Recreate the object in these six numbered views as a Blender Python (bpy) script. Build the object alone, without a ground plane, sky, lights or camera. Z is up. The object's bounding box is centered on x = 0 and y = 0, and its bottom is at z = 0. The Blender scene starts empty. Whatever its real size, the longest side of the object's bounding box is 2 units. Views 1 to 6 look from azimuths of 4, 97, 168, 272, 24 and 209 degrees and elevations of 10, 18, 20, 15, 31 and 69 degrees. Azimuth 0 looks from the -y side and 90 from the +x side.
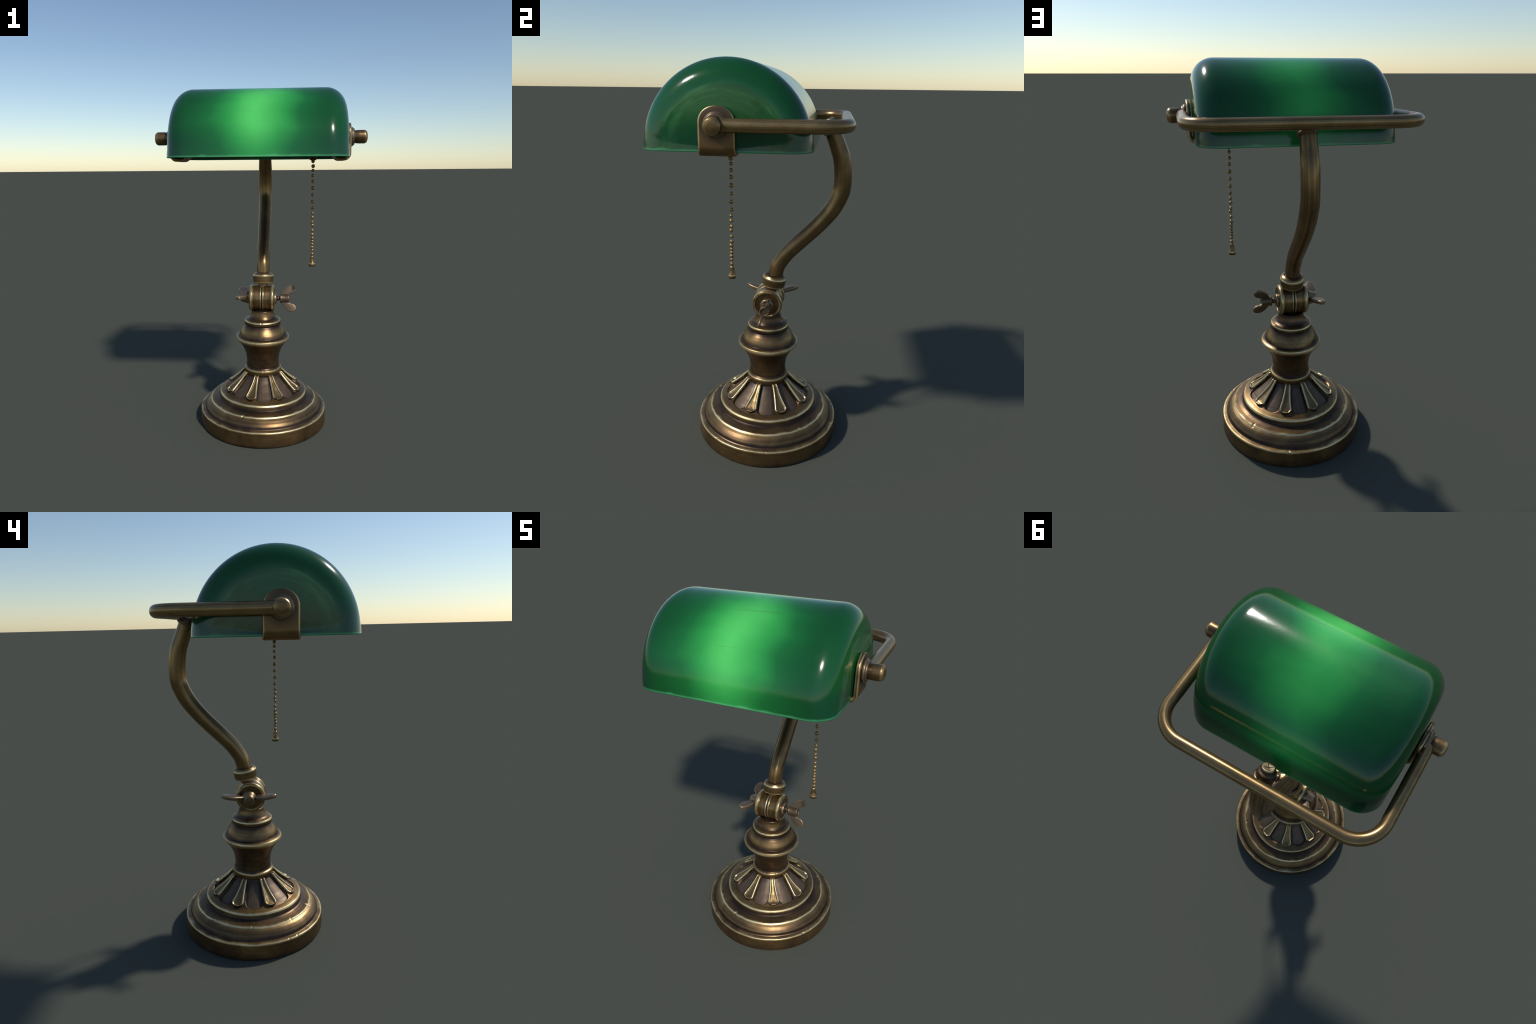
"""Antique brass banker's desk lamp with a green glass half-barrel shade."""
import bpy, bmesh, math, random
from math import sin, cos, pi, radians, atan2, hypot, exp
from mathutils import Vector, Matrix, noise as mnoise

rng = random.Random(11)

# ------------------------------------------------------------------ layout
AXIS_Y = 0.053                     # the turned foot stands on this axis
SHADE_Y, SHADE_Z, SHADE_R = -0.086, 1.631, 0.369
RIM_Z = 1.6235
YOKE_Z = 1.736
PIN_Y = -0.103                     # axis of the two side knobs (along x)

# ------------------------------------------------------------------ helpers
def link(ob, parent=None):
    bpy.context.scene.collection.objects.link(ob)
    if parent:
        ob.parent = parent
    return ob

def obj_from_bm(name, bm, mats, parent=None, loc=(0, 0, 0), rot=None, smooth=40):
    bmesh.ops.remove_doubles(bm, verts=bm.verts, dist=1e-6)
    bmesh.ops.recalc_face_normals(bm, faces=bm.faces)
    me = bpy.data.meshes.new(name)
    bm.to_mesh(me)
    bm.free()
    for m in (mats if isinstance(mats, (list, tuple)) else [mats]):
        me.materials.append(m)
    for p in me.polygons:
        p.use_smooth = True
    if smooth < 180:
        me.set_sharp_from_angle(angle=radians(smooth))
    ob = bpy.data.objects.new(name, me)
    ob.location = loc
    if rot is not None:
        ob.rotation_euler = rot
    return link(ob, parent)

def fillet(pts, n=4):
    """Polyline of (a, b[, radius]) -> points with every given corner rounded."""
    out = []
    for i, p in enumerate(pts):
        r = p[2] if len(p) > 2 else 0
        if r <= 0 or i in (0, len(pts) - 1):
            out.append((p[0], p[1])); continue
        P = Vector(p[:2]); A = Vector(pts[i-1][:2]) - P; B = Vector(pts[i+1][:2]) - P
        la, lb = A.length, B.length
        A.normalize(); B.normalize()
        ang = A.angle(B)
        if ang > pi - 0.02:
            out.append((P.x, P.y)); continue
        d = min(r / math.tan(ang / 2), la * 0.48, lb * 0.48)
        rr = d * math.tan(ang / 2)
        C = P + (A + B).normalized() * (rr / sin(ang / 2))
        s, e = P + A * d - C, P + B * d - C
        sw = s.angle_signed(e)
        for k in range(n + 1):
            t = -sw * k / n
            out.append((C.x + s.x * cos(t) - s.y * sin(t), C.y + s.x * sin(t) + s.y * cos(t)))
    return out

def dense(pts, step):
    out = [pts[0]]
    for a, b in zip(pts, pts[1:]):
        m = max(1, int(hypot(b[0]-a[0], b[1]-a[1]) / step))
        for k in range(1, m + 1):
            out.append((a[0] + (b[0]-a[0]) * k / m, a[1] + (b[1]-a[1]) * k / m))
    return out

def lathe(name, prof, mat, parent=None, loc=(0, 0, 0), rot=None, segs=64, smooth=40, shape=None):
    """Turn (radius, height) points about the local z axis."""
    bm = bmesh.new()
    rows = []
    for r, z in prof:
        if r < 1e-6:
            rows.append([bm.verts.new((0, 0, z))])
        else:
            row = []
            for k in range(segs):
                a = 2 * pi * k / segs
                rr, zz = shape(r, z, a) if shape else (r, z)
                row.append(bm.verts.new((rr * cos(a), rr * sin(a), zz)))
            rows.append(row)
    for A, B in zip(rows, rows[1:]):
        for k in range(segs):
            l = (k + 1) % segs
            f = [A[k % len(A)], A[l % len(A)], B[l % len(B)], B[k % len(B)]]
            u = []
            for v in f:
                if v not in u: u.append(v)
            if len(u) > 2:
                bm.faces.new(u)
    return obj_from_bm(name, bm, mat, parent, loc, rot, smooth)

def spline(ctrl, n):
    """Catmull-Rom through control points (tuples of equal length)."""
    P = [Vector(c) for c in ctrl]
    P = [P[0] * 2 - P[1]] + P + [P[-1] * 2 - P[-2]]
    out = []
    for i in range(1, len(P) - 2):
        for k in range(n):
            t = k / n
            out.append(0.5 * ((2 * P[i]) + (P[i+1] - P[i-1]) * t + (2*P[i-1] - 5*P[i] + 4*P[i+1] - P[i+2]) * t*t
                              + (3*P[i] - P[i-1] - 3*P[i+1] + P[i+2]) * t**3))
    out.append(P[-2])
    return out

def tube(name, path, radii, mat, parent=None, origin=(0, 0, 0), segs=32, side=Vector((1, 0, 0)), wob=0.0):
    """Round tube along a path; `side` is a fixed direction normal to the plane of the path."""
    bm = bmesh.new()
    O = Vector(origin)
    rows = []
    n = len(path)
    for i, p in enumerate(path):
        T = (path[min(i+1, n-1)] - path[max(i-1, 0)]).normalized()
        U = side; V = T.cross(U).normalized()
        row = []
        for k in range(segs):
            a = 2 * pi * k / segs
            r = radii[i] * (1 + wob * mnoise.noise((p * 9) + Vector((cos(a), sin(a), 0)) * 0.8))
            row.append(bm.verts.new(p - O + (U * cos(a) + V * sin(a)) * r))
        rows.append(row)
    for A, B in zip(rows, rows[1:]):
        for k in range(segs):
            l = (k + 1) % segs
            bm.faces.new((A[k], A[l], B[l], B[k]))
    bm.faces.new(rows[0]); bm.faces.new(rows[-1])
    return obj_from_bm(name, bm, mat, parent, origin, smooth=50)

# ------------------------------------------------------------------ materials
class Nodes:
    def __init__(self, name):
        self.m = bpy.data.materials.new(name)
        self.m.use_nodes = True
        self.t = self.m.node_tree
        self.t.nodes.clear()
        self.out = self.new('ShaderNodeOutputMaterial')
        self.b = self.new('ShaderNodeBsdfPrincipled')
        self.t.links.new(self.b.outputs[0], self.out.inputs[0])
    def new(self, kind, **kw):
        n = self.t.nodes.new(kind)
        for k, v in kw.items():
            setattr(n, k, v)
        return n
    def put(self, sock, v):
        if isinstance(v, bpy.types.NodeSocket):
            self.t.links.new(v, sock)
        elif v is not None:
            sock.default_value = v
    def math(self, op, a, b=None, c=None, clamp=False):
        n = self.new('ShaderNodeMath', operation=op, use_clamp=clamp)
        for s, v in zip(n.inputs, (a, b, c)):
            self.put(s, v)
        return n.outputs[0]
    def mix(self, f, a, b, blend='MIX'):
        n = self.new('ShaderNodeMix', data_type='RGBA', blend_type=blend)
        self.put(n.inputs[0], f); self.put(n.inputs[6], a); self.put(n.inputs[7], b)
        return n.outputs[2]
    def ramp(self, f, stops, interp='LINEAR'):
        n = self.new('ShaderNodeValToRGB')
        r = n.color_ramp
        r.interpolation = interp
        while len(r.elements) < len(stops):
            r.elements.new(0.5)
        for e, (p, c) in zip(r.elements, stops):
            e.position = p
            e.color = (c, c, c, 1) if isinstance(c, (int, float)) else (*c, 1)
        self.put(n.inputs[0], f)
        return n.outputs[0]
    def rng(self, v, a, b, c=0.0, d=1.0, smooth=True):
        n = self.new('ShaderNodeMapRange', interpolation_type='SMOOTHSTEP' if smooth else 'LINEAR')
        for s, x in zip(n.inputs, (v, a, b, c, d)):
            self.put(s, x)
        return n.outputs[0]
    def coord(self):
        if not hasattr(self, '_c'):
            self._c = self.new('ShaderNodeTexCoord')
        return self._c.outputs['Object']
    def normal(self):
        self.coord()
        return self._c.outputs['Normal']
    def xyz(self, v=None):
        n = self.new('ShaderNodeSeparateXYZ')
        self.put(n.inputs[0], v if v is not None else self.coord())
        return n.outputs
    def comb(self, x=0.0, y=0.0, z=0.0):
        n = self.new('ShaderNodeCombineXYZ')
        for s, v in zip(n.inputs, (x, y, z)):
            self.put(s, v)
        return n.outputs[0]
    def scaled(self, v, s, off=(0, 0, 0)):
        n = self.new('ShaderNodeMapping')
        self.put(n.inputs[0], v)
        n.inputs['Scale'].default_value = s
        n.inputs['Location'].default_value = off
        return n.outputs[0]
    def noise(self, v, scale, detail=3.0, rough=0.55, dist=0.0):
        n = self.new('ShaderNodeTexNoise')
        self.put(n.inputs['Vector'], v)
        n.inputs['Scale'].default_value = scale
        n.inputs['Detail'].default_value = detail
        n.inputs['Roughness'].default_value = rough
        n.inputs['Distortion'].default_value = dist
        return n.outputs[0]
    def bump(self, h, strength, dist):
        n = self.new('ShaderNodeBump')
        n.inputs['Strength'].default_value = strength
        n.inputs['Distance'].default_value = dist
        self.put(n.inputs['Height'], h)
        self.t.links.new(n.outputs[0], self.b.inputs['Normal'])

BRASS = [(0.0, (0.026, 0.017, 0.017)), (0.25, (0.072, 0.044, 0.028)), (0.5, (0.195, 0.118, 0.048)),
         (0.75, (0.385, 0.255, 0.108)), (1.0, (0.76, 0.62, 0.35))]
WARM = [(0.0, (0.026, 0.017, 0.016)), (0.25, (0.080, 0.053, 0.037)), (0.5, (0.185, 0.125, 0.072)),
        (0.75, (0.310, 0.220, 0.130)), (1.0, (0.58, 0.46, 0.29))]

def bronze(name, zstops=None, zrange=None, tone=0.5, streak=None, edge=0.35, palette=BRASS,
           metal=0.80, rough=0.36, vary=0.22, ring=True):
    """Aged brass.  The tone (0 = dirt in the grooves, 1 = rubbed bright edge) follows the height
    along the object's own axis (zstops), plus wear noise, streaks and rubbed convex edges."""
    N = Nodes(name)
    co = N.coord()
    x, y, z = N.xyz()
    wob = N.noise(co, 14, 2)
    if zstops:
        zz = N.math('ADD', z, N.math('MULTIPLY', N.math('SUBTRACT', wob, 0.5), 0.006))
        f = N.rng(zz, zrange[0], zrange[1], smooth=False)
        L = zrange[1] - zrange[0]
        t = N.ramp(f, [((p - zrange[0]) / L, v) for p, v in zstops])
    else:
        t = tone
    # broad patches of tarnish
    patch = N.noise(co, 7, 4, 0.6, 0.6)
    t = N.math('ADD', t, N.math('MULTIPLY', N.math('SUBTRACT', patch, 0.5), vary * 2.2))
    # fine brushed lines running round (ring) or along (streak) the part
    if streak is not None:
        n = N.xyz(N.normal())[streak]
        s = N.noise(N.comb(N.math('MULTIPLY', n, 1.0), N.math('MULTIPLY', patch, 0.08), 0), 4.2, 3, 0.65)
        t = N.math('ADD', t, N.math('MULTIPLY', N.math('SUBTRACT', s, 0.5), 0.85))
    elif ring:
        s = N.noise(N.scaled(co, (3, 3, 90)), 1.0, 4, 0.6)
        t = N.math('ADD', t, N.math('MULTIPLY', N.math('SUBTRACT', s, 0.5), 0.22))
    geo = N.new('ShaderNodeNewGeometry')
    e = N.rng(geo.outputs['Pointiness'], 0.505, 0.57)
    t = N.math('ADD', t, N.math('MULTIPLY', e, edge))
    c = N.rng(geo.outputs['Pointiness'], 0.495, 0.44)
    t = N.math('SUBTRACT', t, N.math('MULTIPLY', c, edge * 0.9), clamp=True)
    col = N.ramp(t, palette)
    # a reddish brown cast in patches
    red = N.rng(N.noise(N.scaled(co, (1, 1, 1.6), (3, 1, 2)), 9, 3), 0.52, 0.75)
    col = N.mix(N.math('MULTIPLY', red, 0.28), col, N.mix(1.0, col, (1.10, 0.84, 0.78, 1), 'MULTIPLY'))
    N.put(N.b.inputs['Base Color'], col)
    N.b.inputs['Metallic'].default_value = metal
    N.put(N.b.inputs['Roughness'], N.math('ADD', rough, N.math('MULTIPLY', N.math('SUBTRACT', wob, 0.5), 0.16)))
    N.bump(N.noise(co, 60, 4, 0.6), 0.12, 0.002)
    return N.m

def green_glass():
    N = Nodes('green_glass')
    co = N.coord()
    x, y, z = N.xyz()
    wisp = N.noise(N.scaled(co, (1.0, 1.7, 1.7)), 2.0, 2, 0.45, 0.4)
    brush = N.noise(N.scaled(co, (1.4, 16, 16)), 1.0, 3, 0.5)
    # lit glow painted into the base colour across the middle of the barrel
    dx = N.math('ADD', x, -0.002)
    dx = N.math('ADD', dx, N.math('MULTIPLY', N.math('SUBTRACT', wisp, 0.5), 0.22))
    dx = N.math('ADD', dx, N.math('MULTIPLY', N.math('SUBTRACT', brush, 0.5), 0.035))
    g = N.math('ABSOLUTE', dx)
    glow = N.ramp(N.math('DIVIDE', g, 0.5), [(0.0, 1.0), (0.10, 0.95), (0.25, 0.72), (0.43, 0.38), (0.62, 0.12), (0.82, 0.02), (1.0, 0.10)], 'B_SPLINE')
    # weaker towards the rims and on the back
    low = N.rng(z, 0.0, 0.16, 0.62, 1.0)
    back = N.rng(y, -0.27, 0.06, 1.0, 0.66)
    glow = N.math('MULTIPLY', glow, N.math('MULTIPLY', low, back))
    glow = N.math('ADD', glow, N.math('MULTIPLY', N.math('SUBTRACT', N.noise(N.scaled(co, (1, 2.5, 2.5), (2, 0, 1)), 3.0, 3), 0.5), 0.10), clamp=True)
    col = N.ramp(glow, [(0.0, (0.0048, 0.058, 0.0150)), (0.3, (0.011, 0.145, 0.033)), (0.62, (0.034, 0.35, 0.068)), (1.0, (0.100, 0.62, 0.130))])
    # flat ends: deep green, with ring-shaped reflections drawn as faint concentric colour bands
    ax = N.math('ABSOLUTE', x)
    end = N.rng(ax, 0.405, 0.463)
    rad = N.math('SQRT', N.math('ADD', N.math('POWER', y, 2.0), N.math('POWER', z, 2.0)))
    band = N.noise(N.comb(N.math('MULTIPLY', rad, 13.0), N.math('MULTIPLY', z, 2.5), N.math('MULTIPLY', y, 1.6)), 1.8, 4, 0.6)
    fade = N.ramp(N.math('DIVIDE', rad, 0.36), [(0.0, 0.0), (0.35, 0.18), (0.58, 0.75), (0.72, 0.9), (0.79, 0.30), (0.9, 0.0)])
    capc = N.ramp(N.math('MULTIPLY', fade, N.rng(band, 0.35, 0.68)), [(0.0, (0.0050, 0.078, 0.017)), (0.5, (0.014, 0.115, 0.030)), (1.0, (0.050, 0.205, 0.066))])
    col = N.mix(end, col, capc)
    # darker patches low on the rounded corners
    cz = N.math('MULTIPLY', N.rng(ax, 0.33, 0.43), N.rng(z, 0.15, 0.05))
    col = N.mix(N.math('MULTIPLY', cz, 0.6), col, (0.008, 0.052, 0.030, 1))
    # brownish hairlines along the barrel
    phi = N.math('ARCTAN2', z, y)
    ln = N.noise(N.comb(N.math('ADD', N.math('MULTIPLY', phi, 3.4), N.math('MULTIPLY', x, 0.35)), 0.7, 0.3), 2.0, 2, 0.6)
    line = N.math('SUBTRACT', 1.0, N.rng(N.math('ABSOLUTE', N.math('SUBTRACT', ln, 0.52)), 0.0, 0.0045))
    line = N.math('MULTIPLY', line, N.rng(ax, 0.40, 0.36))
    line = N.math('MULTIPLY', line, N.rng(N.noise(N.scaled(co, (3, 5, 5), (5, 2, 1)), 1.6, 2), 0.50, 0.68))
    col = N.mix(N.math('MULTIPLY', line, 0.3), col, (0.075, 0.115, 0.045, 1))
    # highlight along the rim, tinted pale in the glass colour
    swell = N.rng(N.noise(N.scaled(co, (1, 1, 0.1), (0.3, 0.1, 0)), 7.0, 2, 0.5), 0.50, 0.76)
    edge_z = N.math('SUBTRACT', z, N.math('MULTIPLY', swell, 0.008))
    lip = N.rng(edge_z, 0.006, -0.005)
    col = N.mix(N.math('MULTIPLY', lip, 0.75), col, N.mix(glow, (0.055, 0.30, 0.125, 1), (0.17, 0.66, 0.24, 1)))
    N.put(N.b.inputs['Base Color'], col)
    N.b.inputs['Roughness'].default_value = 0.14
    N.b.inputs['IOR'].default_value = 1.45
    N.b.inputs['Coat Weight'].default_value = 0.0
    N.b.inputs['Coat Roughness'].default_value = 0.06
    N.bump(N.noise(N.scaled(co, (2, 6, 6)), 3.0, 3), 0.05, 0.01)
    return N.m

def plain(name, col, rough=0.5, metal=0.0):
    N = Nodes(name)
    n = N.noise(N.coord(), 30, 3)
    N.put(N.b.inputs['Base Color'], N.mix(n, (*[c * 0.75 for c in col], 1), (*[min(1, c * 1.2) for c in col], 1)))
    N.b.inputs['Roughness'].default_value = rough
    N.b.inputs['Metallic'].default_value = metal
    return N.m

# ------------------------------------------------------------------ the lamp
lamp = bpy.data.objects.new('desk_lamp', None)
lamp.location = (0, AXIS_Y, 0)
lamp['label'] = "antique brass desk lamp with green glass barrel shade"
lamp['category'] = "desk lamp"
link(lamp)
bpy.context.view_layer.update()

def W(p):
    """World position -> position under the lamp's root."""
    return (p[0], p[1] - AXIS_Y, p[2])

# ---- foot: three stepped rings and a fluted cone
CONE = [(0.108, 0.318), (0.120, 0.305), (0.142, 0.281), (0.180, 0.247), (0.215, 0.220), (0.237, 0.207), (0.250, 0.203)]
def cone_z(r):
    for (a, za), (b, zb) in zip(CONE, CONE[1:]):
        if r <= b:
            return za + (zb - za) * max(0, (r - a)) / (b - a)
    return CONE[-1][1]

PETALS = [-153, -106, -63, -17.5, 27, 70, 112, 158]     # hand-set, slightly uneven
HOLLOWS = [(a + b) / 2 for a, b in zip(PETALS, PETALS[1:] + [207])]

def petal_half(s):
    """Half width of a spoon-shaped petal, s = 0 at the collar, 1 at the tip."""
    w = 0.0150 + 0.0195 * (max(0, min(1, s / 0.82)) ** 1.6)
    if s > 0.78:
        k = (s - 0.78) / 0.22
        w *= math.sqrt(max(0.0, 1 - k * k))
    return w

def hollow_half(s):
    """The sunken leaves fill the whole gap between two petals and end in a round lobe."""
    r = 0.112 + 0.124 * max(0, min(1, s))
    w = r * 0.375 - petal_half(min(s, 0.75)) + 0.008
    if s > 0.58:
        k = (s - 0.58) / 0.42
        w *= max(0.0, 1 - k ** 2.2) ** 0.5
    return w

# small chips knocked into the ring edges: (angle, radius, height, size)
CHIPS = [(-108, 0.320, 0.152, 0.012), (-37, 0.390, 0.093, 0.010), (76, 0.390, 0.093, 0.011), (39, 0.320, 0.152, 0.011),
         (140, 0.320, 0.152, 0.010), (180, 0.320, 0.152, 0.007), (-140, 0.320, 0.152, 0.008), (-142, 0.390, 0.093, 0.010),
         (6, 0.390, 0.093, 0.006), (-29, 0.390, 0.093, 0.006), (-150, 0.390, 0.093, 0.008)]

def foot_shape(r, z, a):
    rr, zz = r, z
    for ca, cr, cz, size in CHIPS:
        d = (a - radians(ca) + pi) % (2 * pi) - pi
        if abs(d) < 0.12:
            q = ((d * cr) / (size * 0.55)) ** 2 + ((r - cr) / size) ** 2 + ((z - cz) / size) ** 2
            if q < 6:
                k = exp(-q * q * 0.6) * size * 0.27
                rr -= k * 0.75; zz -= k * 0.65
    # recessed leaves between the petals
    if 0.112 < r < 0.262 and z > 0.19:
        s = (r - 0.112) / (0.236 - 0.112)
        best = 1.0
        for h in HOLLOWS:
            d = (a - radians(h) + pi) % (2 * pi) - pi
            w = hollow_half(min(s, 1))
            if s < 1 and w > 1e-4:
                q = abs(d * r) / w
                edge = max(0.0, min(1.0, (1 - q) * w / 0.006))
                endk = max(0.0, min(1.0, (1 - s) / 0.05))
                m = edge * endk
                best = min(best, 1 - m)
        m = 1 - best
        m = m * m * (3 - 2 * m)
        zz -= 0.0100 * m; rr -= 0.005 * m
    return rr, zz

foot_prof = fillet([
    (0.0, 0.004), (0.36, 0.004), (0.382, 0.0, 0.003), (0.392, 0.004, 0.004), (0.3915, 0.086, 0.004), (0.3880, 0.0935, 0.004),
    (0.370, 0.0965, 0.004), (0.3655, 0.101, 0.003), (0.362, 0.112), (0.352, 0.126), (0.338, 0.139), (0.3265, 0.1465, 0.003), (0.3205, 0.1535, 0.003),
    (0.298, 0.158), (0.282, 0.163), (0.2745, 0.168, 0.005), (0.2715, 0.178), (0.2700, 0.190, 0.004), (0.2650, 0.1975, 0.004),
    (0.250, 0.203, 0.01)] + [(r, z, 0.02) for r, z in reversed(CONE[:-1])] + [(0.100, 0.325)], 5)
foot_prof = dense(foot_prof, 0.003)
foot_mat = bronze('foot_brass', [
    (0.0, 0.24), (0.02, 0.40), (0.060, 0.46), (0.080, 0.44), (0.0880, 0.62), (0.0915, 1.0), (0.0942, 0.80), (0.0958, 0.46), (0.0975, 0.34), (0.1005, 0.16), (0.106, 0.12), (0.113, 0.27), (0.120, 0.46),
    (0.127, 0.34), (0.136, 0.46), (0.1440, 0.58), (0.1462, 0.66), (0.1478, 1.0), (0.1532, 0.95), (0.1550, 0.42), (0.161, 0.34), (0.1665, 0.12), (0.1735, 0.18), (0.184, 0.46), (0.1915, 0.95),
    (0.1970, 0.90), (0.2005, 0.48), (0.206, 0.48), (0.214, 0.30), (0.24, 0.24), (0.30, 0.2), (0.325, 0.06)], (0.0, 0.33), vary=0.30, edge=0.05, rough=0.40)
foot = lathe('foot', foot_prof, foot_mat, lamp, segs=640, smooth=60, shape=foot_shape)

# dirt-dark lining laid into each recessed leaf comes from its own material on thin inlays
def cone_point(r, lift):
    i = min(max(r, CONE[0][0]), CONE[-1][0])
    e = 0.004
    sl = (cone_z(i + e) - cone_z(i - e)) / (2 * e)
    nl = hypot(1, sl)
    return r + lift * (-sl) / nl, cone_z(i) + lift / nl

def laid_leaf(name, half, r0, r1, height, mats, ns=44, nt=21, gap=0.0):
    """A leaf-shaped plate lying on the cone, centred on angle 0: raised, with its own rim."""
    bm = bmesh.new()
    grid = []
    for i in range(ns + 1):
        s = 1 - (1 - i / ns) ** 1.5
        r = r0 + (r1 - r0) * s
        w = max(half(s), 0.0004)
        row = []
        for j in range(nt + 1):
            t = -1 + 2 * j / nt
            t = math.copysign(abs(t) ** 0.75, t)
            h, shift = height(s, t, w)
            rr, zz = cone_point(r, h)
            a = t * w * shift / max(r, 0.05)
            row.append(bm.verts.new((rr * cos(a), rr * sin(a), zz)))
        grid.append(row)
    for i in range(ns):
        for j in range(nt):
            f = bm.faces.new((grid[i][j], grid[i+1][j], grid[i+1][j+1], grid[i][j+1]))
            t = abs(-1 + 2 * (j + 0.5) / nt) ** 0.75
            s = 1 - (1 - (i + 0.5) / ns) ** 1.5
            d = min((1 - t) * half(s), (1 - s) * (r1 - r0))
            f.material_index = 1 if (len(mats) > 1 and 0.0008 < d < 0.0068) else 0
    # skirt down into the cone
    loop = [grid[0][j] for j in range(nt + 1)] + [grid[i][nt] for i in range(1, ns + 1)] + \
           [grid[ns][j] for j in range(nt - 1, -1, -1)] + [grid[i][0] for i in range(ns - 1, 0, -1)]
    low = []
    for v in loop:
        r = hypot(v.co.x, v.co.y); a = atan2(v.co.y, v.co.x)
        low.append(bm.verts.new((r * cos(a), r * sin(a), v.co.z - 0.022)))
    for k in range(len(loop)):
        l = (k + 1) % len(loop)
        bm.faces.new((loop[k], loop[l], low[l], low[k]))
    bmesh.ops.remove_doubles(bm, verts=bm.verts, dist=1e-6)
    bmesh.ops.recalc_face_normals(bm, faces=bm.faces)
    me = bpy.data.meshes.new(name)
    bm.to_mesh(me); bm.free()
    for m in mats:
        me.materials.append(m)
    for p in me.polygons:
        p.use_smooth = True
    me.set_sharp_from_angle(angle=radians(55))
    return me

def petal_height(s, t, w):
    d = max(0, min((1 - abs(t)) * w, (1 - s) * 0.12))
    low = min(1, s / 0.1 + 0.35)
    roll = sin(pi * min(1.0, d / 0.0125)) ** 0.8              # rounded bead along the outline
    foot_ = 0.0055 * min(1.0, d / 0.0012) ** 0.5
    m = max(0.0, w - 0.0125)
    bowl = 0.0022 * min(1.0, max(0.0, d - 0.009) / max(m, 0.004))
    return low * (foot_ + 0.0068 * roll - bowl), 1.0

def petal_material():
    """Brass with a rubbed bright roll along the outline; the distance to the outline is worked out
    from the petal's own formula (x runs along the petal, y across)."""
    m = bronze('petal_brass', tone=0.57, edge=0.0, ring=False, vary=0.15)
    N = Nodes.__new__(Nodes)
    N.m, N.t = m, m.node_tree
    N.b = next(n for n in N.t.nodes if n.type == 'BSDF_PRINCIPLED')
    x, y, z = N.xyz()
    s_ = N.math('DIVIDE', N.math('SUBTRACT', x, 0.106), 0.131, clamp=True)
    w = N.math('MULTIPLY_ADD', N.math('POWER', N.math('DIVIDE', s_, 0.82, clamp=True), 1.6), 0.0195, 0.0150)
    k = N.math('DIVIDE', N.math('SUBTRACT', s_, 0.78), 0.22, clamp=True)
    w = N.math('MULTIPLY', w, N.math('SQRT', N.math('SUBTRACT', 1.0, N.math('MULTIPLY', k, k), clamp=True)))
    d = N.math('MINIMUM', N.math('SUBTRACT', w, N.math('ABSOLUTE', y)), N.math('MULTIPLY', N.math('SUBTRACT', 1.0, s_), 0.13))
    d = N.math('ADD', d, N.math('MULTIPLY', N.math('SUBTRACT', N.noise(N.coord(), 40, 2), 0.5), 0.003))
    rim = N.ramp(N.math('DIVIDE', d, 0.014, clamp=True), [(0.0, 0.0), (0.04, 0.5), (0.12, 0.95), (0.50, 1.0), (0.68, 0.75), (0.85, 0.12), (0.95, 0.0), (1.0, 0.05)])
    rim = N.math('MULTIPLY', rim, N.rng(s_, 0.02, 0.25, 0.25, 1.0))
    old = N.b.inputs['Base Color'].links[0].from_socket
    low = N.ramp(N.math('DIVIDE', d, 0.014, clamp=True), [(0.0, 0.25), (0.05, 0.9), (0.6, 1.0), (0.86, 0.66), (1.0, 0.95)])
    col = N.mix(1.0, old, low, 'MULTIPLY')
    N.put(N.b.inputs['Base Color'], N.mix(N.math('MULTIPLY', rim, 0.95), col, (0.66, 0.53, 0.29, 1)))
    return m
petal_me = laid_leaf('petal', petal_half, 0.106, 0.237, petal_height, [petal_material()], ns=72, nt=36)
for ang in PETALS:
    p = bpy.data.objects.new('petal', petal_me)
    p.rotation_euler = (0, 0, radians(ang) + rng.uniform(-0.012, 0.012))
    link(p, foot)

def inlay_height(s, t, w):
    return -0.0105 + 0.0026 * (1 - t * t) * min(1, (1 - s) / 0.2), 1.0

def leaf_material():
    m = bronze('hollow_leaf_bronze', tone=0.38, edge=0.0, ring=False, vary=0.16, palette=WARM, metal=0.55, rough=0.46)
    N = Nodes.__new__(Nodes)
    N.m, N.t = m, m.node_tree
    N.b = next(n for n in N.t.nodes if n.type == 'BSDF_PRINCIPLED')
    x, y, z = N.xyz()
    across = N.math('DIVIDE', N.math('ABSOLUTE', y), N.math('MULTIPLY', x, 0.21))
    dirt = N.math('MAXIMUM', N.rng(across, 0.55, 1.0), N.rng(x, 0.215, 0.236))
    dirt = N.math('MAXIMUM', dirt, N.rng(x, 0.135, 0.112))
    fib = N.noise(N.comb(N.math('MULTIPLY', N.math('DIVIDE', y, x), 30.0), N.math('MULTIPLY', x, 4.0), 0), 1.0, 3)
    old = N.b.inputs['Base Color'].links[0].from_socket
    col = N.mix(1.0, old, N.ramp(fib, [(0.3, 0.72), (0.7, 1.25)]), 'MULTIPLY')
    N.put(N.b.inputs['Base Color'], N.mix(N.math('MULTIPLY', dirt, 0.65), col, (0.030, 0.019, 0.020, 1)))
    return m
leaf_me = laid_leaf('sunken_leaf', lambda s: hollow_half(s) * 0.99, 0.108, 0.2350, inlay_height, [leaf_material()])
for ang in HOLLOWS:
    p = bpy.data.objects.new('sunken_leaf', leaf_me)
    p.rotation_euler = (0, 0, radians(ang))
    link(p, foot)

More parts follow.
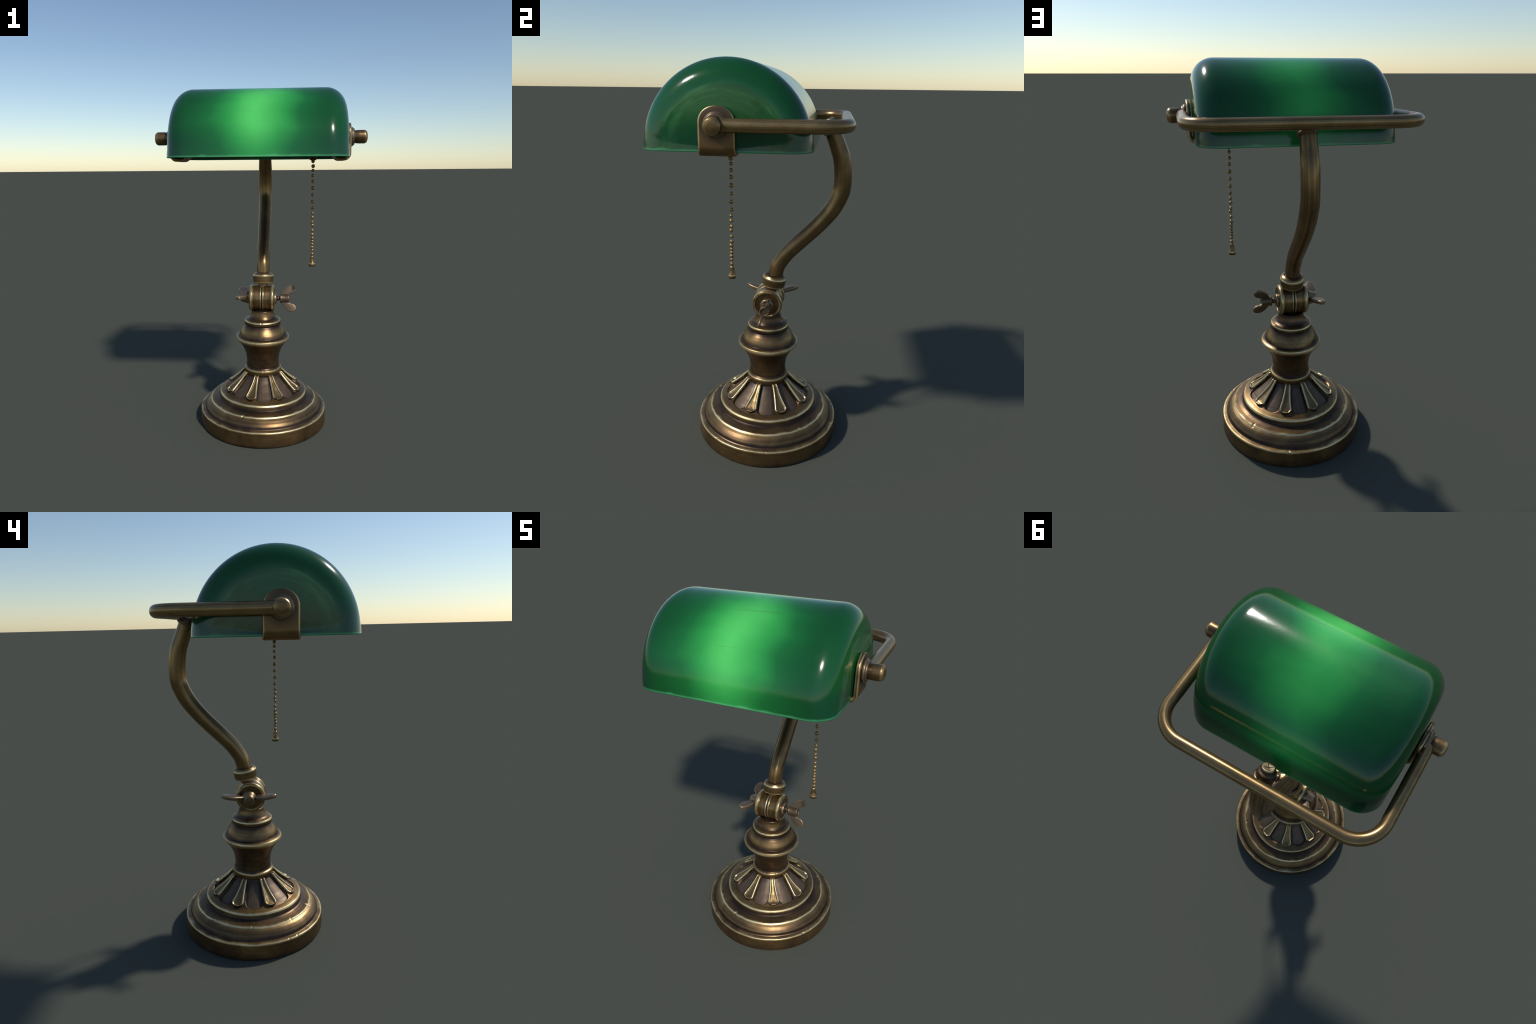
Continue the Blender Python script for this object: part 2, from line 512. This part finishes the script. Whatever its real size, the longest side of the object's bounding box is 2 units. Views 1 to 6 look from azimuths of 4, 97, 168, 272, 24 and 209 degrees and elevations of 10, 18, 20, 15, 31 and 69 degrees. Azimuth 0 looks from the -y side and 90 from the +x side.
# ---- turned column above the foot
col_prof = fillet([
    (0.0, 0.300), (0.106, 0.300), (0.1125, 0.318, 0.003), (0.1140, 0.336, 0.004), (0.1120, 0.3465, 0.005), (0.1045, 0.352, 0.003), (0.1000, 0.358, 0.004),
    (0.0990, 0.385), (0.1012, 0.410), (0.1052, 0.435), (0.1130, 0.458), (0.1240, 0.480), (0.1350, 0.497), (0.1450, 0.510, 0.004),
    (0.1560, 0.521, 0.008), (0.1650, 0.534, 0.008), (0.1630, 0.546, 0.007), (0.1500, 0.5525, 0.004), (0.1445, 0.554, 0.003), (0.1425, 0.560), (0.1385, 0.573), (0.1310, 0.588),
    (0.1220, 0.603), (0.1130, 0.6155), (0.1085, 0.622, 0.003), (0.1105, 0.627, 0.003), (0.1120, 0.643, 0.004), (0.1085, 0.651, 0.005),
    (0.0930, 0.6555), (0.0830, 0.6620, 0.006), (0.0745, 0.675), (0.0690, 0.691), (0.0660, 0.708, 0.006), (0.040, 0.716), (0.0, 0.716)], 5)
col_prof = dense(col_prof, 0.004)
col_mat = bronze('column_brass', [
    (0.30, 0.2), (0.318, 0.34), (0.336, 0.46), (0.3425, 0.90), (0.347, 0.82), (0.3515, 0.30), (0.356, 0.16), (0.366, 0.36), (0.43, 0.36), (0.48, 0.30), (0.508, 0.28),
    (0.519, 0.62), (0.530, 0.86), (0.542, 0.96), (0.5475, 0.70), (0.5525, 0.24), (0.558, 0.18), (0.568, 0.42), (0.588, 0.58), (0.606, 0.46), (0.618, 0.20), (0.624, 0.14),
    (0.631, 0.42), (0.641, 0.52), (0.6455, 1.0), (0.650, 0.86), (0.6535, 0.46), (0.659, 0.22), (0.668, 0.30), (0.685, 0.46), (0.697, 0.42), (0.708, 0.2)], (0.30, 0.73), vary=0.28, edge=0.06)

def column_shape(r, z, a):
    # hammered flats on the shoulder and a few chips on the rings
    k = exp(-((z - 0.585) / 0.022) ** 2)
    r2 = r + 0.0035 * k * mnoise.noise(Vector((cos(a) * 2.2, sin(a) * 2.2, z * 9)))
    for ca, cr, cz, size in ((-91, 0.111, 0.648, 0.008), (62, 0.111, 0.648, 0.007), (-85, 0.113, 0.346, 0.007), (-50, 0.113, 0.344, 0.006), (-160, 0.164, 0.54, 0.006)):
        d = (a - radians(ca) + pi) % (2 * pi) - pi
        q = ((d * cr) / (size * 0.6)) ** 2 + ((r - cr) / size) ** 2 + ((z - cz) / size) ** 2
        if q < 6:
            r2 -= exp(-q * q * 0.6) * size * 0.22
    return r2, z
column = lathe('column', col_prof, col_mat, lamp, segs=256, smooth=60, shape=column_shape)

# ---- hinge: two cheek discs side by side on the x axis
HZ, HY = 0.783, 0.054
hinge = bpy.data.objects.new('hinge', None)
hinge.location = W((0, HY, HZ))
link(hinge, lamp)
disc_prof = fillet([(0.0, 0.003), (0.066, 0.003), (0.0745, 0.003, 0.002), (0.0770, 0.0075, 0.003), (0.0755, 0.012, 0.003), (0.0750, 0.052, 0.004),
                    (0.0800, 0.058, 0.004), (0.0800, 0.068, 0.004), (0.0740, 0.0765, 0.004), (0.0640, 0.0775, 0.002), (0.0630, 0.0745, 0.002), (0.0, 0.0735)], 5)
disc_prof = dense(disc_prof, 0.004)
disc_mat = bronze('hinge_brass', [(0.0, 0.1), (0.0025, 0.45), (0.0055, 0.92), (0.0095, 0.78), (0.0125, 0.50), (0.030, 0.56), (0.050, 0.44), (0.056, 0.74),
                                  (0.064, 0.95), (0.0715, 0.86), (0.0745, 0.36), (0.0752, 0.42), (0.0765, 0.82)], (0.0, 0.08), vary=0.26, edge=0.15, rough=0.31)
for sgn in (1, -1):
    lathe('hinge_disc', disc_prof, disc_mat, hinge, loc=(-0.003, 0, 0), rot=(0, sgn * pi / 2, 0), segs=96, smooth=45)
lathe('hinge_core', fillet([(0, -0.01), (0.071, -0.01), (0.071, 0.01), (0, 0.01)]), plain('hinge_dirt', (0.012, 0.009, 0.008), 0.7), hinge, loc=(-0.003, 0, 0), rot=(0, pi / 2, 0), segs=48)
# tongue under the stem nut
lathe('hinge_tongue', fillet([(0, 0), (0.031, 0, 0), (0.031, 0.05, 0.002), (0, 0.05)]), bronze('tongue_brass', tone=0.22), hinge, loc=(0, 0.014, 0.05), rot=(radians(-12), 0, 0), segs=40)

wing_edge = bronze('wing_edge_bronze', tone=0.70, edge=0.1, palette=WARM, ring=False, metal=0.7, rough=0.4)
wing_mat = bronze('wing_bronze', tone=0.40, edge=0.25, palette=WARM, ring=False, metal=0.6, rough=0.42)
bolt_mat = bronze('bolt_brass', tone=0.46, edge=0.4, palette=WARM, ring=False)

def wing_outline(L):
    """Butterfly wing in the (out, along) plane: root at the hub, rounded lobe at the far end."""
    pts = [(0.006, 0.014), (0.011, 0.026), (0.021, 0.046), (0.036, 0.066), (0.055, 0.079), (0.074, 0.0825), (0.091, 0.076), (0.0985, 0.062), (0.095, 0.046), (0.082, 0.034), (0.064, 0.029), (0.054, 0.024), (0.050, 0.014)]
    c = spline([(p[0], p[1], 0) for p in pts], 5)
    return [(p.x, p.y * L) for p in c]

def wing_mesh(name, outline, thick, mat, parent, loc, rot):
    bm = bmesh.new()
    top = [bm.verts.new((u, v, thick / 2)) for u, v in outline]
    f = bm.faces.new(top)
    r = bmesh.ops.extrude_face_region(bm, geom=[f])
    bmesh.ops.translate(bm, vec=(0, 0, -thick), verts=[g for g in r['geom'] if isinstance(g, bmesh.types.BMVert)])
    bmesh.ops.recalc_face_normals(bm, faces=bm.faces)
    ed = [e for e in bm.edges if len(e.link_faces) == 2 and e.calc_face_angle(0) > 1.2]
    bmesh.ops.bevel(bm, geom=ed, offset=thick * 0.30, segments=3, affect='EDGES', profile=0.5, material=1)
    ob = obj_from_bm(name, bm, [mat, wing_edge], parent, loc, smooth=45)
    ob.rotation_euler = rot
    return ob

# right side: washer, bolt and a small wing nut whose wings stand nearly upright
RX = (0, pi / 2, 0)
lathe('hinge_washer', fillet([(0, 0), (0.036, 0, 0.002), (0.036, 0.013, 0.004), (0.028, 0.016, 0.002), (0, 0.016)]), bolt_mat, hinge, loc=(0.071, 0, -0.003), rot=RX, segs=10, smooth=50)
lathe('hinge_bolt', dense(fillet([(0, 0), (0.012, 0), (0.012, 0.008, 0.002), (0.0155, 0.012, 0.003), (0.0155, 0.018, 0.003), (0.0115, 0.022, 0.002), (0.0115, 0.04), (0, 0.04)]), 0.004), bolt_mat, hinge, loc=(0.082, 0, -0.003), rot=RX, segs=32)
nut = lathe('wing_nut', dense(fillet([(0, 0), (0.026, 0, 0.002), (0.029, 0.004, 0.002), (0.0275, 0.010, 0.003), (0.0260, 0.028), (0.0270, 0.048, 0.002), (0.0270, 0.056, 0.003), (0.020, 0.057, 0.002), (0.018, 0.052, 0.001), (0, 0.052)]), 0.004),
            wing_mat, hinge, loc=(0.108, -0.002, -0.003), rot=RX, segs=40)
# nut's local z is world +x, local -x is world +z; wings lie in the nut's (z, w) plane
tilt = radians(20)
for sgn in (1, -1):
    d = Vector((-cos(tilt) * sgn, sin(tilt) * sgn, 0))         # "along" direction, in nut space
    u = Vector((0, 0, 1)); n = u.cross(d)
    M = Matrix((u, d, n)).transposed().to_euler()
    wing_mesh('wing', wing_outline(1.0), 0.0150, wing_mat, nut, (0, 0, 0), M)

# left side: the larger wing-headed bolt, wings spread level in a shallow V
head = lathe('wing_bolt', dense(fillet([(0, 0), (0.040, 0), (0.0405, 0.014, 0.004), (0.035, 0.030, 0.004), (0.0305, 0.048, 0.005), (0.024, 0.059, 0.005), (0, 0.061)]), 0.004),
             bolt_mat, hinge, loc=(-0.078, 0.006, 0.002), rot=(0, -pi / 2, 0), segs=12, smooth=50)
vee = radians(11)
for sgn in (1, -1):
    d = Vector((sin(vee), cos(vee) * sgn, 0))                  # local x is world +z here
    u = Vector((0, 0, 1)); n = u.cross(d)
    M = Matrix((u, d, n)).transposed().to_euler()
    wing_mesh('wing', [(a * 0.78, b * 1.78 - 0.012 * (b < 0.03)) for a, b in wing_outline(1.0)], 0.021, wing_mat, head, (0, 0, 0), M)

# ---- stem: S-curved tube in the plane x = 0
STEM = [(0.086, 0.905, 0.0385), (0.089, 0.930, 0.0385), (0.101, 0.980, 0.0395), (0.120, 1.013, 0.0400), (0.150, 1.056, 0.0410), (0.194, 1.102, 0.0415),
        (0.243, 1.150, 0.0415), (0.296, 1.204, 0.0420), (0.343, 1.258, 0.0425), (0.376, 1.304, 0.0435), (0.401, 1.355, 0.0440), (0.415, 1.395, 0.0440),
        (0.4190, 1.440, 0.0435), (0.4170, 1.490, 0.0435), (0.408, 1.554, 0.0430), (0.391, 1.603, 0.0415), (0.370, 1.656, 0.0395), (0.357, 1.690, 0.0385)]
sp = spline(STEM, 6)
stem_mat = bronze('stem_brass', tone=0.53, streak=0, edge=0.05, vary=0.16, rough=0.33)
stem = tube('stem', [Vector((0.003, p.x, p.y)) for p in sp], [p.z for p in sp], stem_mat, lamp, (0, AXIS_Y, 0), segs=40, wob=0.02)
stem.location = (0, 0, 0)
nut_prof = dense(fillet([(0.0, -0.030), (0.054, -0.030), (0.0600, -0.028, 0.003), (0.0610, -0.022, 0.003), (0.0645, 0.018, 0.006), (0.0570, 0.030, 0.004), (0.045, 0.037, 0.004), (0.037, 0.037)], 5), 0.004)
nut_mat = bronze('stem_nut_brass', [(-0.032, 0.2), (-0.0285, 0.7), (-0.024, 0.82), (-0.019, 0.46), (0.008, 0.48), (0.014, 0.78), (0.019, 0.98), (0.025, 0.62), (0.032, 0.48), (0.037, 0.26)], (-0.032, 0.04), vary=0.2, edge=0.2, rough=0.32)
lathe('stem_nut', nut_prof, nut_mat, stem, loc=W((0.003, 0.083, 0.899)), rot=(radians(-9), 0, 0), segs=18, smooth=45)
# flange and finial where the stem meets the yoke
top_rot = (radians(25), 0, 0)
lathe('stem_flange', dense(fillet([(0, -0.006), (0.043, -0.006), (0.0475, -0.002, 0.003), (0.0475, 0.006, 0.003), (0.042, 0.010), (0, 0.010)]), 0.004), bolt_mat, stem, loc=W((0.008, 0.361, 1.684)), rot=top_rot, segs=40)
fin = lathe('finial', dense(fillet([(0, 0), (0.042, 0), (0.0440, 0.008, 0.003), (0.0440, 0.022, 0.003), (0.0400, 0.026), (0.0425, 0.031, 0.002), (0.0400, 0.042, 0.006), (0.0295, 0.047, 0.003), (0.0290, 0.062, 0.002), (0.026, 0.0665, 0.002), (0, 0.064)]), 0.004),
            bronze('finial_bronze', [(0.0, 0.25), (0.03, 0.40), (0.044, 0.42), (0.055, 0.55), (0.063, 0.85), (0.068, 0.80)], (0.0, 0.07), edge=0.3, palette=WARM), stem, loc=W((0.002, 0.359, 1.680)), rot=top_rot, segs=40)
for k in range(2):                                              # thin dark bars modelled for the X-shaped shading on the finial's head
    bm = bmesh.new()
    bmesh.ops.create_cube(bm, size=1)
    bmesh.ops.scale(bm, vec=(0.050, 0.004, 0.003), verts=bm.verts)
    obj_from_bm('finial_shading_bar', bm, plain('modelled_shading_dark', (0.03, 0.02, 0.015), 0.6), fin, (0, 0, 0.0645), (0, 0, radians(35 + 90 * k)))

# ---- yoke: round bar bent into a U
YX, YB, YR, YC = 0.517, 0.426, 0.0285, 0.135
path = [Vector((YX, y, YOKE_Z)) for y in [PIN_Y + 0.012 + 0.02 * k for k in range(int((YB - YC - PIN_Y - 0.012) / 0.02) + 1)]]
path += [Vector((YX - YC + YC * cos(a), YB - YC + YC * sin(a), YOKE_Z)) for a in [pi / 2 * k / 14 for k in range(15)]]
xs = YX - YC
path += [Vector((xs - 2 * xs * k / 30, YB, YOKE_Z)) for k in range(1, 30)]
path += [Vector((-p.x, p.y, p.z)) for p in reversed(path[:path.index(path[-29])])]
yoke_mat = bronze('yoke_brass', tone=0.62, streak=2, edge=0.05, vary=0.12, rough=0.285)
yoke = tube('yoke', path, [YR] * len(path), yoke_mat, lamp, (0, 0, YOKE_Z), segs=40, side=Vector((0, 0, 1)), wob=0.012)
yoke.location = (0, -AXIS_Y, YOKE_Z)

# ---- side knobs, washers and the bent clips that hold the glass
knob_prof = dense(fillet([(0, -0.030), (0.033, -0.030), (0.0345, 0.0), (0.0365, 0.020), (0.0365, 0.054, 0.010), (0.030, 0.0645, 0.009), (0.015, 0.0688, 0.012), (0, 0.0695)], 6), 0.004)
knob_mat = bronze('knob_brass', [(-0.03, 0.15), (-0.005, 0.24), (0.015, 0.44), (0.045, 0.52), (0.052, 0.70), (0.058, 0.82), (0.064, 0.62), (0.069, 0.5)], (-0.03, 0.07), vary=0.22, edge=0.15)
wash_mat = bronze('side_washer_bronze', tone=0.48, edge=0.5, palette=WARM)
clip_mat = bronze('clip_brass', tone=0.44, edge=0.3, ring=False, vary=0.16)
N = Nodes.__new__(Nodes)
N.m, N.t = clip_mat, clip_mat.node_tree
N.b = next(n for n in N.t.nodes if n.type == 'BSDF_PRINCIPLED')
_x, _y, _z = N.xyz()
_r = N.math('SQRT', N.math('ADD', N.math('POWER', _y, 2.0), N.math('POWER', _z, 2.0)))
_old = N.b.inputs['Base Color'].links[0].from_socket           # darker purple-brown zone round the washer
N.put(N.b.inputs['Base Color'], N.mix(N.rng(_r, 0.092, 0.056, 0.0, 0.75), _old, (0.070, 0.045, 0.036, 1)))
clip_edge = bronze('clip_edge_brass', tone=0.80, edge=0.1, ring=False, vary=0.16)

def clip_mesh():
    """Strap with an arched top that drops outside the glass, hooks under the rim and rises inside."""
    # centre line of the strap in (x, z); width in y depends on the height on the outer leg only
    th = 0.020
    half0, ztop = 0.0775, 1.811
    zc = ztop - half0 * 0.93
    arch = [(0.486, zc + (ztop - zc) * sin(pi / 2 * k / 18)) for k in range(18, 0, -1)]
    line = arch + dense(fillet([(0.486, zc), (0.486, 1.634, 0.026), (0.468, 1.6175, 0.02), (0.430, 1.6175, 0.02), (0.408, 1.634, 0.02), (0.404, 1.80)], 6), 0.005)
    bm = bmesh.new()
    rows = []
    n = len(line)
    for i, (x, z) in enumerate(line):
        a = Vector(line[max(i-1, 0)]); b = Vector(line[min(i+1, n-1)])
        T = (b - a).normalized(); Nn = Vector((T.y, -T.x))
        w = half0
        if z > zc and x > 0.47:
            q = min(1.0, (z - zc) / (ztop - zc))
            w = max(half0 * math.sqrt(max(0, 1 - q ** 2.4)), 0.002)
        if z < 1.64:
            w = half0 + 0.004 * min(1, (1.64 - z) / 0.02)
        rb = min(0.0085, w * 0.9)
        sec = []                                   # rounded-rectangle section: (across, depth)
        for cx_, cy_, a0 in ((w - rb, th / 2 - rb, 0), (-w + rb, th / 2 - rb, 90), (-w + rb, -th / 2 + rb, 180), (w - rb, -th / 2 + rb, 270)):
            for k in range(5):
                an = radians(a0 + 22.5 * k)
                sec.append((cx_ + rb * cos(an), cy_ + rb * sin(an)))
        row = []
        for t, d in sec:
            p = Vector((x, z)) + Nn * d
            row.append(bm.verts.new((p.x, t, p.y)))
        rows.append(row)
    m = len(rows[0])
    for A, B in zip(rows, rows[1:]):
        for k in range(m):
            l = (k + 1) % m
            f = bm.faces.new((A[k], A[l], B[l], B[k]))
            f.material_index = 1 if k % 5 in (1, 2, 3) else 0
    bm.faces.new(rows[0]); bm.faces.new(rows[-1])
    return bm

for sgn in (1, -1):
    bm = clip_mesh()
    for v in bm.verts:
        v.co.x *= sgn
        v.co.z -= YOKE_Z
    clip = obj_from_bm('clip', bm, [clip_mat, clip_edge], lamp, W((0, PIN_Y - 0.003 if sgn > 0 else PIN_Y - 0.006, YOKE_Z)), smooth=40)
    lathe('washer', dense(fillet([(0, 0), (0.046, 0), (0.0520, 0.004, 0.002), (0.0530, 0.012, 0.003), (0.046, 0.018, 0.002), (0.044, 0.0225, 0.002), (0, 0.0225)]), 0.004),
          wash_mat, clip, loc=(sgn * 0.4945, 0, 0), rot=(0, sgn * pi / 2, 0), segs=18, smooth=45)
    lathe('knob', knob_prof, knob_mat, clip, loc=(sgn * 0.5205, 0, 0), rot=(0, sgn * pi / 2, 0), segs=48, smooth=45)

# ---- glass shade: half a barrel with domed ends
HX, FR = 0.467, 0.110                   # half length, radius of the rounded end
prof = [(HX + 0.004, 0.0), (HX + 0.004, 0.04), (HX + 0.0035, 0.09), (HX + 0.0025, 0.15), (HX + 0.0015, 0.20), (HX, 0.235)]
cxx, crr = HX - FR, SHADE_R - FR
prof += [(cxx + FR * cos(a), crr + FR * sin(a)) for a in [pi / 2 * k / 14 for k in range(15)]]
full = prof + [(cxx - 2 * cxx * k / 40, SHADE_R) for k in range(1, 40)] + [(-x, r) for x, r in reversed(prof)]
bm = bmesh.new()
NPHI = 54
rows = []
for j, (x, r) in enumerate(full):
    row = []
    sx = 0.002 * max(0, min(1, (abs(x) - 0.40) / 0.06)) * (1 if x > 0 else -1)
    ang = [(0, RIM_Z - SHADE_Z, 1.0), (0, RIM_Z - SHADE_Z + 0.004, 1.0), (0, 0.0, 0.8)] + [(pi * k / NPHI, None, 0.6 if k in (1, NPHI - 1) else 0.0) for k in range(1, NPHI)] + \
          [(pi, 0.0, 0.8), (pi, RIM_Z - SHADE_Z + 0.004, 1.0), (pi, RIM_Z - SHADE_Z, 1.0)]
    for a, dz, lift in ang:
        rr = max(r, 0.0) + 0.0034 * lift * min(1, r / 0.2)
        z = dz if dz is not None else rr * sin(a)
        row.append(bm.verts.new((x + sx * lift, -rr * cos(a), z)))
    rows.append(row)
for A, B in zip(rows, rows[1:]):
    for k in range(len(A) - 1):
        vs = []
        for v in (A[k], A[k+1], B[k+1], B[k]):
            if not any((v.co - u.co).length < 1e-7 for u in vs):
                vs.append(v)
        if len(vs) > 2:
            bm.faces.new(vs)
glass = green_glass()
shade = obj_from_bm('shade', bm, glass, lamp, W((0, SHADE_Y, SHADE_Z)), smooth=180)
md = shade.modifiers.new('thick', 'SOLIDIFY')
md.thickness = 0.010; md.offset = -1; md.use_quality_normals = True
bpy.context.view_layer.update()

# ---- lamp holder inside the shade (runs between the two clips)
sock_mat = bronze('socket_brass', tone=0.30)
sock = lathe('socket', dense(fillet([(0, 0), (0.030, 0), (0.034, 0.01, 0.003), (0.046, 0.03, 0.004), (0.046, 0.19, 0.005), (0.040, 0.20), (0, 0.20)]), 0.006),
             sock_mat, lamp, loc=W((0.405, SHADE_Y, YOKE_Z + 0.01)), rot=(0, -pi / 2, 0), segs=32)
lathe('bulb', spline([(0.0, 0.0, 0), (0.022, 0.004, 0), (0.022, 0.03, 0), (0.040, 0.06, 0), (0.052, 0.095, 0), (0.045, 0.13, 0), (0.022, 0.15, 0), (0.0, 0.155, 0)], 6) and
      [(max(0, p.x), p.y) for p in spline([(0.0, 0.0, 0), (0.022, 0.004, 0), (0.022, 0.03, 0), (0.040, 0.06, 0), (0.052, 0.095, 0), (0.045, 0.13, 0), (0.022, 0.15, 0), (0.0, 0.155, 0)], 6)],
      plain('milk_glass', (0.62, 0.60, 0.55), 0.25), sock, loc=(0, 0, 0.195), segs=32)
switch = lathe('switch', dense(fillet([(0, 0), (0.014, 0), (0.0190, 0.003, 0.002), (0.0195, 0.014, 0.002), (0.0255, 0.018, 0.002), (0.0255, 0.036, 0.002), (0.018, 0.04), (0.016, 0.13), (0, 0.13)]), 0.006),
               sock_mat, lamp, loc=W((0.295, -0.087, 1.611)), segs=24)

# ---- pull chain: small beads on a hair-thin wire, closer together towards the end
chain = bpy.data.objects.new('pull_chain', None)
chain.location = W((0.2945, -0.087, 1.0))
link(chain, lamp)
BEADS = [1.6054, 1.5789, 1.555, 1.526, 1.4947, 1.4567, 1.4195, 1.3821, 1.3455, 1.3163, 1.2927, 1.2652, 1.2467, 1.2167,
         1.1928, 1.1737, 1.1554, 1.1377, 1.1208, 1.1039, 1.0821]
bead_mat = bronze('bead_brass', tone=0.50, edge=0.2, ring=False, metal=0.65)
bm = bmesh.new()
bmesh.ops.create_icosphere(bm, subdivisions=2, radius=0.0105)
for v in bm.verts:
    v.co *= 1 + 0.16 * mnoise.noise(v.co * 130)
bead0 = obj_from_bm('chain_bead', bm, bead_mat, chain, smooth=180)
for i, z in enumerate(BEADS):
    b = bead0 if i == 0 else bead0.copy()
    if i:
        link(b, chain)
    b.location = (0.0008 * sin(i * 1.7), 0.0010 * cos(i * 2.3), z - 1.0)
    b.rotation_euler = (rng.uniform(0, 6), rng.uniform(0, 6), rng.uniform(0, 6))
    s = rng.uniform(0.92, 1.06)
    b.scale = (s, s, s * rng.uniform(0.86, 1.0))
lathe('chain_wire', [(0, 0.06), (0.0007, 0.06), (0.0007, 0.62), (0, 0.62)], bead_mat, chain, segs=8)
lathe('pull_tip', dense(fillet([(0, 0.009), (0.017, 0.009, 0.002), (0.0192, 0.012, 0.002), (0.0195, 0.023, 0.003), (0.0180, 0.029), (0.0125, 0.043), (0.0105, 0.055), (0.0108, 0.067, 0.003), (0.007, 0.0715, 0.002), (0, 0.072)], 4), 0.004),
      bronze('tip_brass', [(0.009, 0.3), (0.014, 0.40), (0.022, 0.62), (0.025, 0.85), (0.03, 0.5), (0.05, 0.50), (0.066, 0.7), (0.072, 0.5)], (0.008, 0.073), ring=False), chain, segs=24)
